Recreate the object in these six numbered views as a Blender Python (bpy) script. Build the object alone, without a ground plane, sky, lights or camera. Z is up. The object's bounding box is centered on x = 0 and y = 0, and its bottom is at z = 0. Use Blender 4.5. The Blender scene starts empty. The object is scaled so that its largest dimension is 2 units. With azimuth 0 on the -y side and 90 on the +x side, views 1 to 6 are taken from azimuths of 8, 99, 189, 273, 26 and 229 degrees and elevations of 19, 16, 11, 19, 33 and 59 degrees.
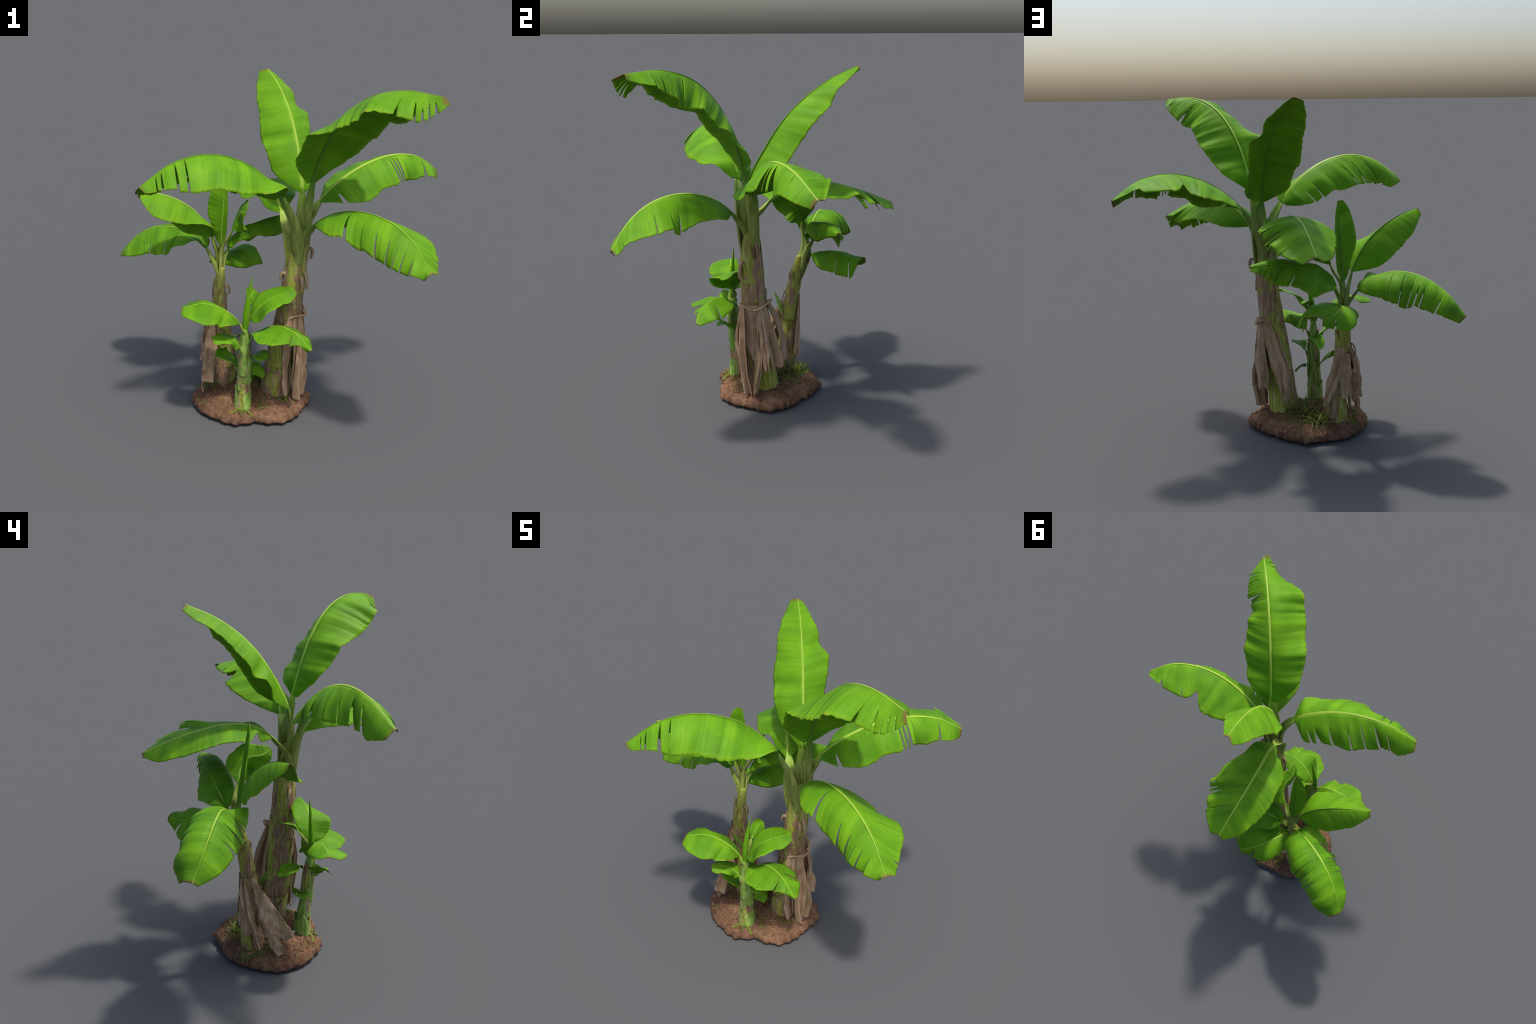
"""Clump of three banana plants (a tall one, a middle one, a young sucker) on a mound of soil."""
import bpy, math, random
import numpy as np
from mathutils import noise, Vector

# ----------------------------------------------------------------------------- helpers
def lin(r, g, b):
    f = lambda c: (c / 255 / 12.92) if c / 255 <= .04045 else ((c / 255 + .055) / 1.055) ** 2.4
    return (f(r), f(g), f(b), 1)


def spline(points, t):
    """Catmull-Rom curve through the points at parameters t in 0..1."""
    K = np.asarray(points, float)
    n = len(K) - 1
    X = np.vstack([2 * K[0] - K[1], K, 2 * K[-1] - K[-2]])
    x = np.clip(np.asarray(t, float) * n, 0, n - 1e-9)
    i = x.astype(int)
    f = (x - i)[:, None]
    a, b, c, d = X[i], X[i + 1], X[i + 2], X[i + 3]
    return .5 * (2 * b + (c - a) * f + (2 * a - 5 * b + 4 * c - d) * f ** 2 + (3 * b - a - 3 * c + d) * f ** 3)


def frame(K, t, facing):
    """Point, tangent, left side and upper normal along a spine."""
    t = np.asarray(t, float)
    P = spline(K, t)
    T = spline(K, np.clip(t + .01, 0, 1)) - spline(K, np.clip(t - .01, 0, 1))
    T /= np.linalg.norm(T, axis=1)[:, None]
    s = np.cross(facing, T[0])
    S = []
    for v in T:
        s = s - v * (s @ v)
        s = s / np.linalg.norm(s)
        S.append(s)
    S = np.array(S)
    return P, T, S, np.cross(T, S)


def wobble(x, seed, octaves=2):
    """Smooth one-dimensional noise, about -1..1."""
    return np.array([noise.fractal(Vector((float(v), seed * 7.31, seed * 1.7)), 1.0, 2.0, octaves) for v in np.ravel(x)]).reshape(np.shape(x))


def mesh_object(name, verts, faces, material, parent, scalars=None, thick=0, smooth=True, mats=None, offset=0.0):
    me = bpy.data.meshes.new(name)
    me.from_pydata([tuple(map(float, v)) for v in verts], [], [tuple(map(int, f)) for f in faces])
    for key, val in (scalars or {}).items():
        me.attributes.new(key, "FLOAT", "POINT").data.foreach_set("value", np.asarray(val, np.float32))
    me.materials.append(material)
    for m in mats or []:
        me.materials.append(m)
    me.polygons.foreach_set("use_smooth", [smooth] * len(me.polygons))
    ob = bpy.data.objects.new(name, me)
    bpy.context.scene.collection.objects.link(ob)
    ob.parent = parent
    if thick:
        m = ob.modifiers.new("thickness", "SOLIDIFY")
        m.thickness, m.offset, m.use_even_offset = thick, offset, False
    return ob


def grid_faces(nu, nv, start=0, wrap=False):
    out = []
    for i in range(nu - 1):
        for j in range(nv if wrap else nv - 1):
            k = (j + 1) % nv
            out.append((start + i * nv + j, start + (i + 1) * nv + j, start + (i + 1) * nv + k, start + i * nv + k))
    return out


# ----------------------------------------------------------------------------- materials
class Nodes:
    def __init__(self, name, rough=.6, spec=.3):
        self.mat = bpy.data.materials.new(name)
        self.mat.use_nodes = True
        self.t = self.mat.node_tree
        self.b = self.t.nodes["Principled BSDF"]
        self.b.inputs["Roughness"].default_value = rough
        self.b.inputs["Specular IOR Level"].default_value = spec
        self.obj = self.new("ShaderNodeTexCoord").outputs["Object"]

    def new(self, kind, **k):
        n = self.t.nodes.new(kind)
        for a, v in k.items():
            setattr(n, a, v)
        return n

    def put(self, socket, v):
        if hasattr(v, "bl_idname") or isinstance(v, bpy.types.NodeSocket):
            self.t.links.new(v, socket)
        else:
            socket.default_value = v

    def scaled(self, sx, sy, sz, vec=None):
        m = self.new("ShaderNodeMapping")
        self.put(m.inputs["Vector"], vec or self.obj)
        m.inputs["Scale"].default_value = (sx, sy, sz)
        return m.outputs[0]

    def noise(self, scale, detail=3, rough=.55, vec=None, dist=0., w=None):
        n = self.new("ShaderNodeTexNoise")
        if w is not None:
            n.noise_dimensions = "1D"
            self.put(n.inputs["W"], w)
        else:
            self.put(n.inputs["Vector"], vec or self.obj)
        n.inputs["Scale"].default_value = scale
        n.inputs["Detail"].default_value = detail
        n.inputs["Roughness"].default_value = rough
        n.inputs["Distortion"].default_value = dist
        return n.outputs["Fac"]

    def math(self, op, a, b=0., c=0.):
        n = self.new("ShaderNodeMath", operation=op)
        for s, v in zip(n.inputs, (a, b, c)):
            self.put(s, v)
        return n.outputs[0]

    def band(self, v, lo, hi, a=0., b=1.):
        n = self.new("ShaderNodeMapRange", interpolation_type="SMOOTHSTEP")
        for k, x in zip(("Value", "From Min", "From Max", "To Min", "To Max"), (v, lo, hi, a, b)):
            self.put(n.inputs[k], x)
        return n.outputs[0]

    def ramp(self, v, stops):
        n = self.new("ShaderNodeValToRGB")
        self.put(n.inputs[0], v)
        while len(n.color_ramp.elements) < len(stops):
            n.color_ramp.elements.new(.5)
        for e, (p, c) in zip(n.color_ramp.elements, stops):
            e.position, e.color = p, c
        return n.outputs[0]

    def mix(self, f, a, b, mode="MIX"):
        n = self.new("ShaderNodeMix", data_type="RGBA", blend_type=mode)
        self.put(n.inputs["Factor"], f)
        self.put(n.inputs[6], a)
        self.put(n.inputs[7], b)
        return n.outputs[2]

    def attr(self, name):
        return self.new("ShaderNodeAttribute", attribute_name=name).outputs["Fac"]

    def random(self):
        return self.new("ShaderNodeObjectInfo").outputs["Random"]

    def bump(self, h, strength, dist=.002):
        n = self.new("ShaderNodeBump")
        n.inputs["Strength"].default_value = strength
        n.inputs["Distance"].default_value = dist
        self.put(n.inputs["Height"], h)
        self.put(self.b.inputs["Normal"], n.outputs[0])

    def colour(self, c):
        self.put(self.b.inputs["Base Color"], c)
        return self.mat


def leaf_material():
    n = Nodes("banana_leaf_green", .55, .1)
    along, across = n.attr("along"), n.attr("across")
    side = n.math("ABSOLUTE", across)
    # broad light and dark bands that follow the veins, out of phase on the two halves
    bands = n.noise(9, 3, .6, w=n.math("ADD", along, n.math("MULTIPLY", n.math("SIGN", across), 3.7)))
    blotch = n.noise(7, 3)
    f = n.math("ADD", n.math("MULTIPLY", bands, .45), n.math("MULTIPLY", blotch, .55))
    col = n.ramp(f, [(.33, G_DARK), (.5, G_MID), (.68, G_LIGHT)])
    col = n.mix(n.math("MULTIPLY", n.random(), .25), col, G_LIGHT)
    veins = n.noise(150, 2, .7, w=along)
    col = n.mix(n.band(n.noise(3, 2, .6), .5, .7, 0, .35), col, G_WARM)
    col = n.mix(n.band(veins, .45, .7, 0, .22), col, G_LIGHT)
    col = n.mix(n.band(veins, .5, .3, 0, .26), col, G_DARK)
    col = n.mix(n.band(side, .86, 1.0, 0, .5), col, G_EDGE)
    fleck = n.noise(26, 3, .6)
    edge = n.math("MULTIPLY", n.band(side, .93, 1.0), n.band(fleck, .56, .66))
    col = n.mix(n.math("MULTIPLY", edge, .75), col, G_YELLOW)
    tip = n.math("MULTIPLY", n.band(n.math("ADD", n.attr("blade"), n.math("MULTIPLY", fleck, .06)), 1.0, 1.03), .85)
    col = n.mix(tip, col, BROWN_TIP)
    n.bump(n.math("ADD", veins, n.math("MULTIPLY", n.noise(30), .3)), .35, .0016)
    return n.colour(col)


def stalk_material():
    n = Nodes("banana_stalk_green", .5, .3)
    along, top = n.attr("blade"), n.attr("top")
    grain = n.noise(1, 4, .6, vec=n.scaled(60, 60, 9))
    low = n.ramp(grain, [(.3, lin(112, 126, 50)), (.5, lin(134, 148, 68)), (.7, lin(158, 168, 96))])
    rib_top = n.mix(n.noise(40, 2), RIB_A, RIB_B)
    rib_under = n.mix(grain, lin(72, 112, 26), lin(98, 138, 44))
    rib = n.mix(n.band(top, .35, .65), rib_under, rib_top)
    col = n.mix(n.band(along, -.16, .02), low, rib)
    col = n.mix(n.math("MULTIPLY", n.band(along, -.2, -.5), n.band(n.noise(14, 4), .5, .62)), col, lin(104, 72, 56))
    n.bump(grain, .3, .002)
    return n.colour(col)


def trunk_material(name, brown=.5, young=False):
    n = Nodes(name, .62, .22)
    fibre = n.noise(1, 5, .65, vec=n.scaled(90, 90, 7))
    fine = n.noise(1, 3, .7, vec=n.scaled(240, 240, 16))
    g = n.ramp(fibre, [(.28, lin(92, 128, 44)), (.48, lin(126, 160, 66)), (.7, lin(176, 196, 122))] if young else [(.28, lin(116, 124, 38)), (.48, lin(150, 154, 60)), (.7, lin(184, 186, 112))])
    b = n.ramp(fibre, [(.25, lin(104, 74, 52)), (.45, lin(142, 110, 84)), (.7, lin(178, 154, 130))])
    patch = n.math("ADD", n.noise(1, 5, .6, vec=n.scaled(24, 24, 4.5), dist=.8), n.math("MULTIPLY", n.math("SUBTRACT", n.random(), .5), .22))
    col = n.mix(n.band(patch, .6 - .22 * brown, .68 - .22 * brown), g, b)
    rim = n.math("MULTIPLY", n.band(n.attr("rim"), .7, 1.0), n.band(n.noise(30, 3), .3, .6))
    col = n.mix(n.math("MULTIPLY", rim, .6), col, lin(110, 76, 58))
    col = n.mix(n.band(fine, .52, .75, 0, .16), col, lin(72, 52, 38))
    col = n.mix(n.math("MULTIPLY", n.band(n.noise(9, 4), .6, .72), .4), col, lin(118, 72, 58))
    n.bump(n.math("ADD", fibre, n.math("MULTIPLY", fine, .5)), .55, .003)
    return n.colour(col)


def dead_material():
    n = Nodes("dry_leaf_brown", .75, .15)
    along, across = n.attr("along"), n.attr("across")
    streak = n.noise(1, 4, .65, vec=n.scaled(60, 60, 9))
    veins = n.noise(130, 2, .7, w=n.math("ADD", along, n.math("MULTIPLY", n.math("ABSOLUTE", across), .05)))
    blot = n.noise(11, 4)
    f = n.math("ADD", n.math("MULTIPLY", streak, .5), n.math("MULTIPLY", blot, .5))
    col = n.ramp(f, [(.3, lin(140, 108, 80)), (.44, lin(174, 142, 110)), (.6, lin(194, 166, 136)), (.76, lin(212, 190, 164))])
    col = n.mix(n.band(veins, .45, .65, 0, .22), col, lin(122, 94, 66))
    olive = n.math("MULTIPLY", n.band(n.noise(1, 3, .5, vec=n.scaled(26, 26, 5)), .58, .68), .5)
    col = n.mix(olive, col, lin(128, 126, 62))
    n.bump(n.math("ADD", n.math("MULTIPLY", veins, .7), n.noise(60, 4)), .5, .003)
    return n.colour(col)


def soil_material():
    n = Nodes("reddish_soil", .92, .1)
    big = n.noise(8, 4)
    mid = n.noise(45, 5, .7)
    fine = n.noise(210, 3, .7)
    f = n.math("ADD", n.math("MULTIPLY", big, .4), n.math("ADD", n.math("MULTIPLY", mid, .4), n.math("MULTIPLY", fine, .2)))
    col = n.ramp(f, [(.34, lin(66, 46, 37)), (.46, lin(102, 75, 58)), (.56, lin(130, 98, 76)), (.7, lin(164, 128, 100))])
    col = n.mix(n.band(n.noise(320, 2, .8), .62, .72, 0, .55), col, lin(186, 146, 116))
    straw = n.noise(1, 2, .6, vec=n.scaled(50, 240, 240), dist=2.)
    col = n.mix(n.band(straw, .66, .72, 0, .4), col, lin(176, 140, 92))
    moss = n.math("MULTIPLY", n.band(n.noise(11, 3), .6, .7), n.band(n.noise(90, 3, .7), .5, .6))
    col = n.mix(n.math("MULTIPLY", moss, .6), col, lin(98, 98, 42))
    n.bump(n.math("ADD", mid, n.math("MULTIPLY", fine, .6)), .8, .006)
    return n.colour(col)


def plain(name, a, b, scale=30, rough=.7):
    n = Nodes(name, rough, .2)
    col = n.mix(n.noise(scale, 4, .65), a, b)
    n.bump(n.noise(scale * 3, 3), .4, .002)
    return n.colour(n.mix(n.math("MULTIPLY", n.random(), .3), col, b))


G_DARK, G_MID, G_LIGHT = (.055, .165, .007, 1), (.098, .26, .009, 1), (.16, .36, .011, 1)
G_WARM = (.15, .30, .01, 1)
G_EDGE, G_YELLOW, BROWN_TIP = (.2, .40, .015, 1), (.42, .40, .05, 1), (.16, .09, .03, 1)
RIB_A, RIB_B = (.26, .43, .035, 1), (.36, .52, .06, 1)

LEAF, STALK = leaf_material(), stalk_material()
TRUNK, SHEATH = trunk_material("trunk_green_brown", .3), trunk_material("sheath_brown_green", .62)
YOUNG = trunk_material("young_trunk_green", .0, True)
DEAD, SOIL = dead_material(), soil_material()
GRASS = plain("grass_green", lin(70, 104, 30), lin(118, 150, 52), 40)
OLIVE = plain("grass_olive", lin(96, 100, 44), lin(134, 130, 70), 30)
MOSS = plain("mossy_root", lin(92, 84, 36), lin(120, 136, 48), 60)
STRAW = plain("straw_litter", lin(150, 112, 70), lin(190, 160, 110), 60)
STONE = plain("soil_crumb", lin(96, 62, 46), lin(136, 100, 76), 60, .9)
TWIG = plain("dry_twig", lin(96, 66, 44), lin(140, 106, 72), 40)

# ----------------------------------------------------------------------------- top-level thing
clump = bpy.data.objects.new("banana_plant_clump", None)
bpy.context.scene.collection.objects.link(clump)
clump["label"] = "three banana plants with broad green leaves on soil mound"
clump["category"] = "banana plant"


# ----------------------------------------------------------------------------- leaves
def blade_half(K, t0, facing, left, side, cuts, seed, NU, NV, wave, bow, ragged, curl=0., slant=0., pleat=0.):
    """Points of one half of a blade, split into strips where the blade is torn along its veins."""
    sg = 1 if left else -1
    w, ang, sweep = (np.array(x, float) for x in side)
    ang = np.radians(ang)
    ts = np.linspace(t0, 1, len(w))
    P, T, S, N = frame(K, ts, facing)
    E = P + sg * (w * np.cos(ang))[:, None] * S + (w * np.sin(ang))[:, None] * N + sweep[:, None] * T
    rnd = random.Random(seed * 2 + left)
    marks = sorted(cuts)
    ends = [0.] + [c[0] for c in marks] + [1.]
    strips = []
    for k in range(len(ends) - 1):
        a, b = ends[k], ends[k + 1]
        da, ga = (marks[k - 1][1:] if k else (0, 0))
        db, gb = (marks[k][1:] if k < len(marks) else (0, 0))
        nu = max(4, int(round((b - a) * NU)) + 1)
        v = np.linspace(0, 1, NV)[None, :] ** .9
        f = np.linspace(0, 1, nu)[:, None]
        ua = a + ga * np.clip((v - 1 + da) / max(da, 1e-6), 0, 1) ** .5 * (da > 0)
        ub = b - gb * np.clip((v - 1 + db) / max(db, 1e-6), 0, 1) ** .5 * (db > 0)
        mid = (ua + ub) / 2
        ua, ub = np.minimum(ua, mid - .002), np.maximum(ub, mid + .002)
        u = np.clip(ua + (ub - ua) * f, 0, 1)
        V = np.broadcast_to(v, u.shape)
        flat = u.ravel()
        M, e = spline(K, t0 + (1 - t0) * flat), spline(E, np.clip(flat + slant * 6.75 * flat ** 2 * (1 - flat), 0, 1))
        _, t_, s_, n_ = frame(K, np.linspace(t0, 1, 60), facing)
        iu = np.clip((flat * 59).astype(int), 0, 59)
        ch = e - M
        W = np.linalg.norm(ch, axis=1)
        nr = np.cross(t_[iu], ch) * sg
        nr /= np.linalg.norm(nr, axis=1)[:, None] + 1e-9
        vv = V.ravel()
        rag = 1 + ragged * wobble(flat * 45, seed + left * .5) * (vv > .6) * vv
        X = M + ch * (vv * rag)[:, None]
        X += nr * (W * bow * 4 * vv * (1 - vv))[:, None]
        ripple = wobble(flat * 8, seed + 3 + left) + .7 * wobble(flat * 21, seed + 9 + left)
        X += nr * (wave * ripple * vv ** 1.7 * np.clip(W / .1, 0, 1.2))[:, None]
        X += nr * (wave * .55 * wobble(flat * 15, seed + 17 + left) * np.clip(vv * 3, 0, 1) * np.clip(W / .1, 0, 1.2))[:, None]
        if pleat:
            soft = np.array([noise.fractal(Vector((p * 3.5, q * 2.2 * sg, seed * 3.1)), 1., 2., 3) for p, q in zip(flat, vv)])
            X += nr * (pleat * soft * np.clip(W / .05, 0, 1.3) * (.35 + vv))[:, None]
        if curl:
            X += nr * (-curl * W * vv ** 4)[:, None]
        torn = max(da, db)
        if torn > .2 and b - a < .3:
            loose = np.clip((vv - 1 + torn) / torn, 0, 1)
            X += nr * (rnd.uniform(-.018, .012) * loose ** 1.5)[:, None]
            twist = (np.broadcast_to(f, u.shape).ravel() - .5)
            X += nr * (rnd.uniform(-1, 1) * .35 * (b - a) * twist * loose)[:, None]
        strips.append((X, u.ravel(), vv * sg, nu))
    return strips


def leaf(name, K, facing, t0, L, R, cuts_left=(), cuts_right=(), stalk=(.03, .013, .003), root=None, wave=.007, bow=.035, seed=1,
         ragged=.03, fine=1.0, blade_mat=None, stalk_mat=None, thick=.0028, slant=(.08, .08), pleat=0., part="banana_leaf", rib="leaf_stalk", curl=0., parent=None):
    K = np.array(K, float)
    length = np.linalg.norm(np.diff(spline(K, np.linspace(t0, 1, 40)), axis=0), axis=1).sum()
    NU, NV = int(150 * fine), int(13 * fine)
    verts, faces, along, across, blade = [], [], [], [], []
    for left, side, cuts in ((True, L, cuts_left), (False, R, cuts_right)):
        for X, u, v, nu in blade_half(K, t0, np.array(facing, float), left, side, cuts, seed, NU, NV, wave, bow[0 if left else 1] if isinstance(bow, (list, tuple)) else bow, ragged, curl, slant[0 if left else 1], pleat):
            start = len(verts)
            verts += list(X)
            along += list(u * length)
            blade += list(u)
            across += list(v)
            fs = grid_faces(nu, NV, start)
            faces += fs if not left else [f[::-1] for f in fs]
    ob = mesh_object(part, verts, faces, blade_mat or LEAF, parent or clump, dict(along=along, across=across, blade=blade), thick=thick)
    weld = ob.modifiers.new("weld", "WELD")
    weld.merge_threshold = .0003
    ob.modifiers.move(1, 0)
    # stalk and midrib: one tapering channelled bar that sinks into the stem at its foot
    path = K if root is None else np.vstack([root, K])
    n0 = 0 if root is None else 1
    seg = len(path) - 1
    t_blade = (t0 * (len(K) - 1) + n0) / seg
    ts = np.linspace(0, 1, 70)
    P, T, S, N = frame(path, ts, np.array(facing, float))
    r0, r1, r2 = stalk
    NR = 16
    V, tops, bl = [], [], []
    for i, t in enumerate(ts):
        x = t / t_blade
        if x < 1:
            r = r1 + (r0 - r1) * np.interp(x, (0, .25, .45, .7, 1), (.6, .88, .82, .42, 0))
        else:
            y = (t - t_blade) / (1 - t_blade)
            r = r1 * .45 * (1 - y) ** .9 + r2 if y > 0 else r1
        inb = np.clip((t - t_blade) / .1 + .5, 0, 1)
        if x < 1:
            r = max(r, r1 * .45 * inb)
            r = r * (1 - inb) + r1 * (.48) * inb if inb > 0 else r
        for j in range(NR):
            a = 2 * math.pi * j / NR
            ca, sa = math.cos(a), math.sin(a)
            wide = 1.15 - .15 * inb
            h = sa * (.9 if sa < 0 else (.55 * (1 - inb) * (1 - 1.5 * abs(sa)) + .16 * inb))
            V.append(P[i] + S[i] * r * wide * ca + N[i] * (r * h + .0012 * inb))
            tops.append(1. if sa > .05 else 0. if sa < -.05 else .5)
            bl.append((t - t_blade) / (1 - t_blade))
    F = grid_faces(70, NR, 0, True) + [tuple(range(NR))[::-1], tuple(range(69 * NR, 70 * NR))]
    mesh_object(rib, V, F, stalk_mat or STALK, ob, dict(top=tops, blade=bl))
    return ob



# Every leaf: its rib from stem to tip, then for each half the width, the fold (degrees) and the forward slant
# of the veins at nine places from blade base to tip, and where and how deep the blade is torn.

leaf('M1', K=[[0.218,-0.135,1.235],[0.21,-0.1,1.401],[0.181,-0.02,1.56],[0.14,0.073,1.705],[0.084,0.187,1.827],[0.015,0.319,1.923],[-0.066,0.465,1.993]],
     facing=[-0.2,-0.9,0.4], t0=0.14,
     L=[[0.008,0.104,0.165,0.172,0.181,0.203,0.194,0.181,0.167,0.155,0.129,0.101,0.05],[-5,-5,-4,6,6,-5,0,0,0,2,3,-1,-1],[0.0,0.004,0.002,-0.002,-0.009,-0.008,-0.003,-0.001,-0.0,0.002,0.008,0.016,0.024]],
     R=[[0.011,0.112,0.165,0.172,0.17,0.174,0.175,0.176,0.141,0.113,0.09,0.061,0.023],[-64,-64,-72,-77,-78,-72,-68,-64,-76,-62,-64,-61,-61],[-0.0,-0.004,-0.004,0.001,0.007,0.015,0.024,0.029,0.025,0.017,0.007,0.001,-0.001]],
     stalk=[0.038,0.022,0.0022],
     wave=0.005,
     bow=0.04,
     root=[0.195,-0.115,0.98], seed=29)

leaf('M2', K=[[0.235,-0.084,1.155],[0.259,-0.117,1.388],[0.316,-0.16,1.606],[0.408,-0.223,1.797],[0.539,-0.314,1.935],[0.708,-0.43,1.997],[0.903,-0.56,1.989]],
     facing=[-0.4,0.4,0.8], t0=0.21,
     L=[[0.02,0.148,0.187,0.212,0.215,0.199,0.188,0.196,0.172,0.124,0.03],[-13,-13,-26,-32,-39,-38,-46,-51,-41,-27,-27],[-0.001,0.002,0.011,0.019,0.023,0.023,0.018,0.013,0.009,0.006,0.002]],
     R=[[0.04,0.154,0.205,0.229,0.249,0.266,0.261,0.242,0.184,0.141,0.038],[4,4,-5,-11,-28,-31,-34,-26,-44,-52,-52],[-0.005,-0.001,0.004,0.014,0.027,0.039,0.048,0.055,0.065,0.078,0.05]],
     stalk=[0.038,0.022,0.0022],
     wave=0.013,
     bow=0.065,
     root=[0.215,-0.095,0.9],
     slant=[0.04,-0.03],
     cuts_left=[[0.675,0.85,0.004],[0.715,0.75,0.004],[0.82,0.7,0.004],[0.85,0.6,0.003],[0.875,0.65,0.004]],
     cuts_right=[[0.81,0.3,0.004],[0.875,0.6,0.004],[0.905,0.4,0.005],[0.93,0.6,0.004],[0.955,0.6,0.005]], seed=30)

leaf('M3', K=[[0.22,-0.086,1.134],[0.3,-0.064,1.307],[0.421,-0.022,1.44],[0.567,0.043,1.53],[0.718,0.132,1.566],[0.859,0.237,1.536],[0.979,0.354,1.438]],
     facing=[-0.3,-0.3,0.9], t0=0.185,
     L=[[0.02,0.167,0.241,0.271,0.272,0.227,0.168,0.228,0.222,0.158,0.036],[-20,-20,-20,-25,-25,-28,-26,-27,-25,-12,-12],[-0.003,-0.004,0.001,0.005,0.002,-0.017,-0.051,-0.062,-0.047,-0.021,0.008]],
     R=[[0.033,0.134,0.18,0.196,0.179,0.182,0.154,0.146,0.116,0.095,0.051],[-14,-14,-31,-44,-41,-44,-48,-46,-56,-43,-43],[-0.003,-0.012,-0.017,-0.017,-0.007,0.012,0.028,0.037,0.033,0.022,0.006]],
     stalk=[0.038,0.022,0.0022],
     wave=0.006,
     bow=[0.05,0.08],
     root=[0.205,-0.09,0.9],
     slant=[0.05,0.0],
     cuts_right=[[0.12,0.5,0.014],[0.525,0.85,0.006],[0.552,0.85,0.012],[0.578,0.85,0.012],[0.615,0.85,0.006],[0.8,0.93,0.004]],
     cuts_left=[[0.7,0.3,0.004],[0.86,0.25,0.004]], seed=31)

leaf('M4', K=[[0.2,-0.15,1.14],[0.125,-0.187,1.337],[0.013,-0.232,1.491],[-0.124,-0.316,1.596],[-0.278,-0.417,1.638],[-0.433,-0.524,1.605],[-0.575,-0.633,1.5]],
     facing=[0.3,0.3,0.9], t0=0.2,
     L=[[0.036,0.137,0.19,0.224,0.257,0.254,0.241,0.219,0.2,0.134,0.047],[10,10,-22,-31,-36,-39,-41,-48,-49,-42,-42],[-0.003,-0.029,-0.043,-0.043,-0.038,-0.03,-0.022,-0.017,-0.014,-0.012,-0.005]],
     R=[[0.043,0.155,0.189,0.2,0.224,0.234,0.212,0.183,0.152,0.137,0.065],[-34,-34,-39,-37,-46,-44,-50,-52,-49,-42,-42],[-0.003,-0.02,-0.023,-0.017,-0.003,0.016,0.037,0.056,0.066,0.058,0.022]],
     stalk=[0.038,0.022,0.0022],
     wave=0.006,
     bow=0.09,
     root=[0.19,-0.125,0.92],
     slant=[0.11,0.07],
     cuts_left=[[0.71,0.93,0.007],[0.77,0.9,0.009],[0.855,0.85,0.007],[0.89,0.8,0.006]],
     cuts_right=[[0.16,0.45,0.004],[0.22,0.3,0.008],[0.33,0.55,0.004],[0.47,0.5,0.006],[0.56,0.75,0.005],[0.66,0.8,0.006],[0.745,0.7,0.006]], seed=32)

leaf('M5', K=[[0.199,-0.119,1.061],[0.289,-0.187,1.213],[0.406,-0.279,1.315],[0.541,-0.387,1.363],[0.68,-0.497,1.354],[0.806,-0.593,1.281],[0.905,-0.669,1.141]],
     facing=[-0.3,0.4,0.8], t0=0.18,
     L=[[0.019,0.132,0.176,0.198,0.212,0.228,0.234,0.219,0.183,0.107,0.055],[-30,-30,-27,-28,-29,-30,-25,-14,-9,3,3],[-0.001,-0.003,0.0,0.007,0.016,0.026,0.035,0.04,0.037,0.025,0.012]],
     R=[[0.016,0.105,0.168,0.198,0.191,0.203,0.2,0.195,0.179,0.142,0.046],[-25,-25,-32,-37,-40,-50,-51,-54,-56,-52,-52],[0.002,0.002,0.001,-0.0,-0.002,-0.004,-0.003,0.002,0.007,0.011,0.009]],
     stalk=[0.038,0.022,0.0022],
     wave=0.006,
     bow=[0.04,0.12],
     root=[0.195,-0.108,0.84],
     slant=[0.13,0.14],
     cuts_right=[[0.34,0.9,0.007],[0.46,0.2,0.004],[0.56,0.55,0.004],[0.66,0.6,0.004],[0.725,0.5,0.004],[0.78,0.55,0.004],[0.84,0.55,0.006]],
     cuts_left=[[0.47,0.45,0.003],[0.53,0.5,0.003],[0.635,0.55,0.004],[0.85,0.2,0.006]], seed=33)

leaf('M6', K=[[0.156,-0.131,1.087],[0.105,-0.035,1.223],[0.038,0.08,1.311],[-0.035,0.215,1.339],[-0.098,0.364,1.317],[-0.151,0.52,1.267],[-0.205,0.673,1.2]],
     facing=[0.0,-0.4,0.9], t0=0.2,
     L=[[0.026,0.083,0.099,0.16,0.175,0.177,0.183,0.173,0.149,0.112,0.027],[-33,-33,2,-11,-7,-5,-4,-7,-11,-17,-17],[-0.003,0.004,0.003,-0.005,-0.005,-0.0,0.007,0.014,0.02,0.023,0.015]],
     R=[[0.022,0.112,0.16,0.209,0.237,0.236,0.242,0.228,0.2,0.161,0.073],[-7,-7,-27,-27,-27,-23,-12,-28,-19,-32,-32],[-0.001,0.01,0.023,0.036,0.049,0.057,0.052,0.028,0.009,0.007,0.011]],
     stalk=[0.038,0.022,0.0022],
     wave=0.004,
     bow=0.06,
     root=[0.18,-0.095,0.86],
     slant=[0.08,0.14],
     cuts_right=[[0.5,0.4,0.004],[0.545,0.5,0.004],[0.58,0.4,0.005],[0.61,0.45,0.004],[0.73,0.8,0.007]], seed=34)

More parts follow.
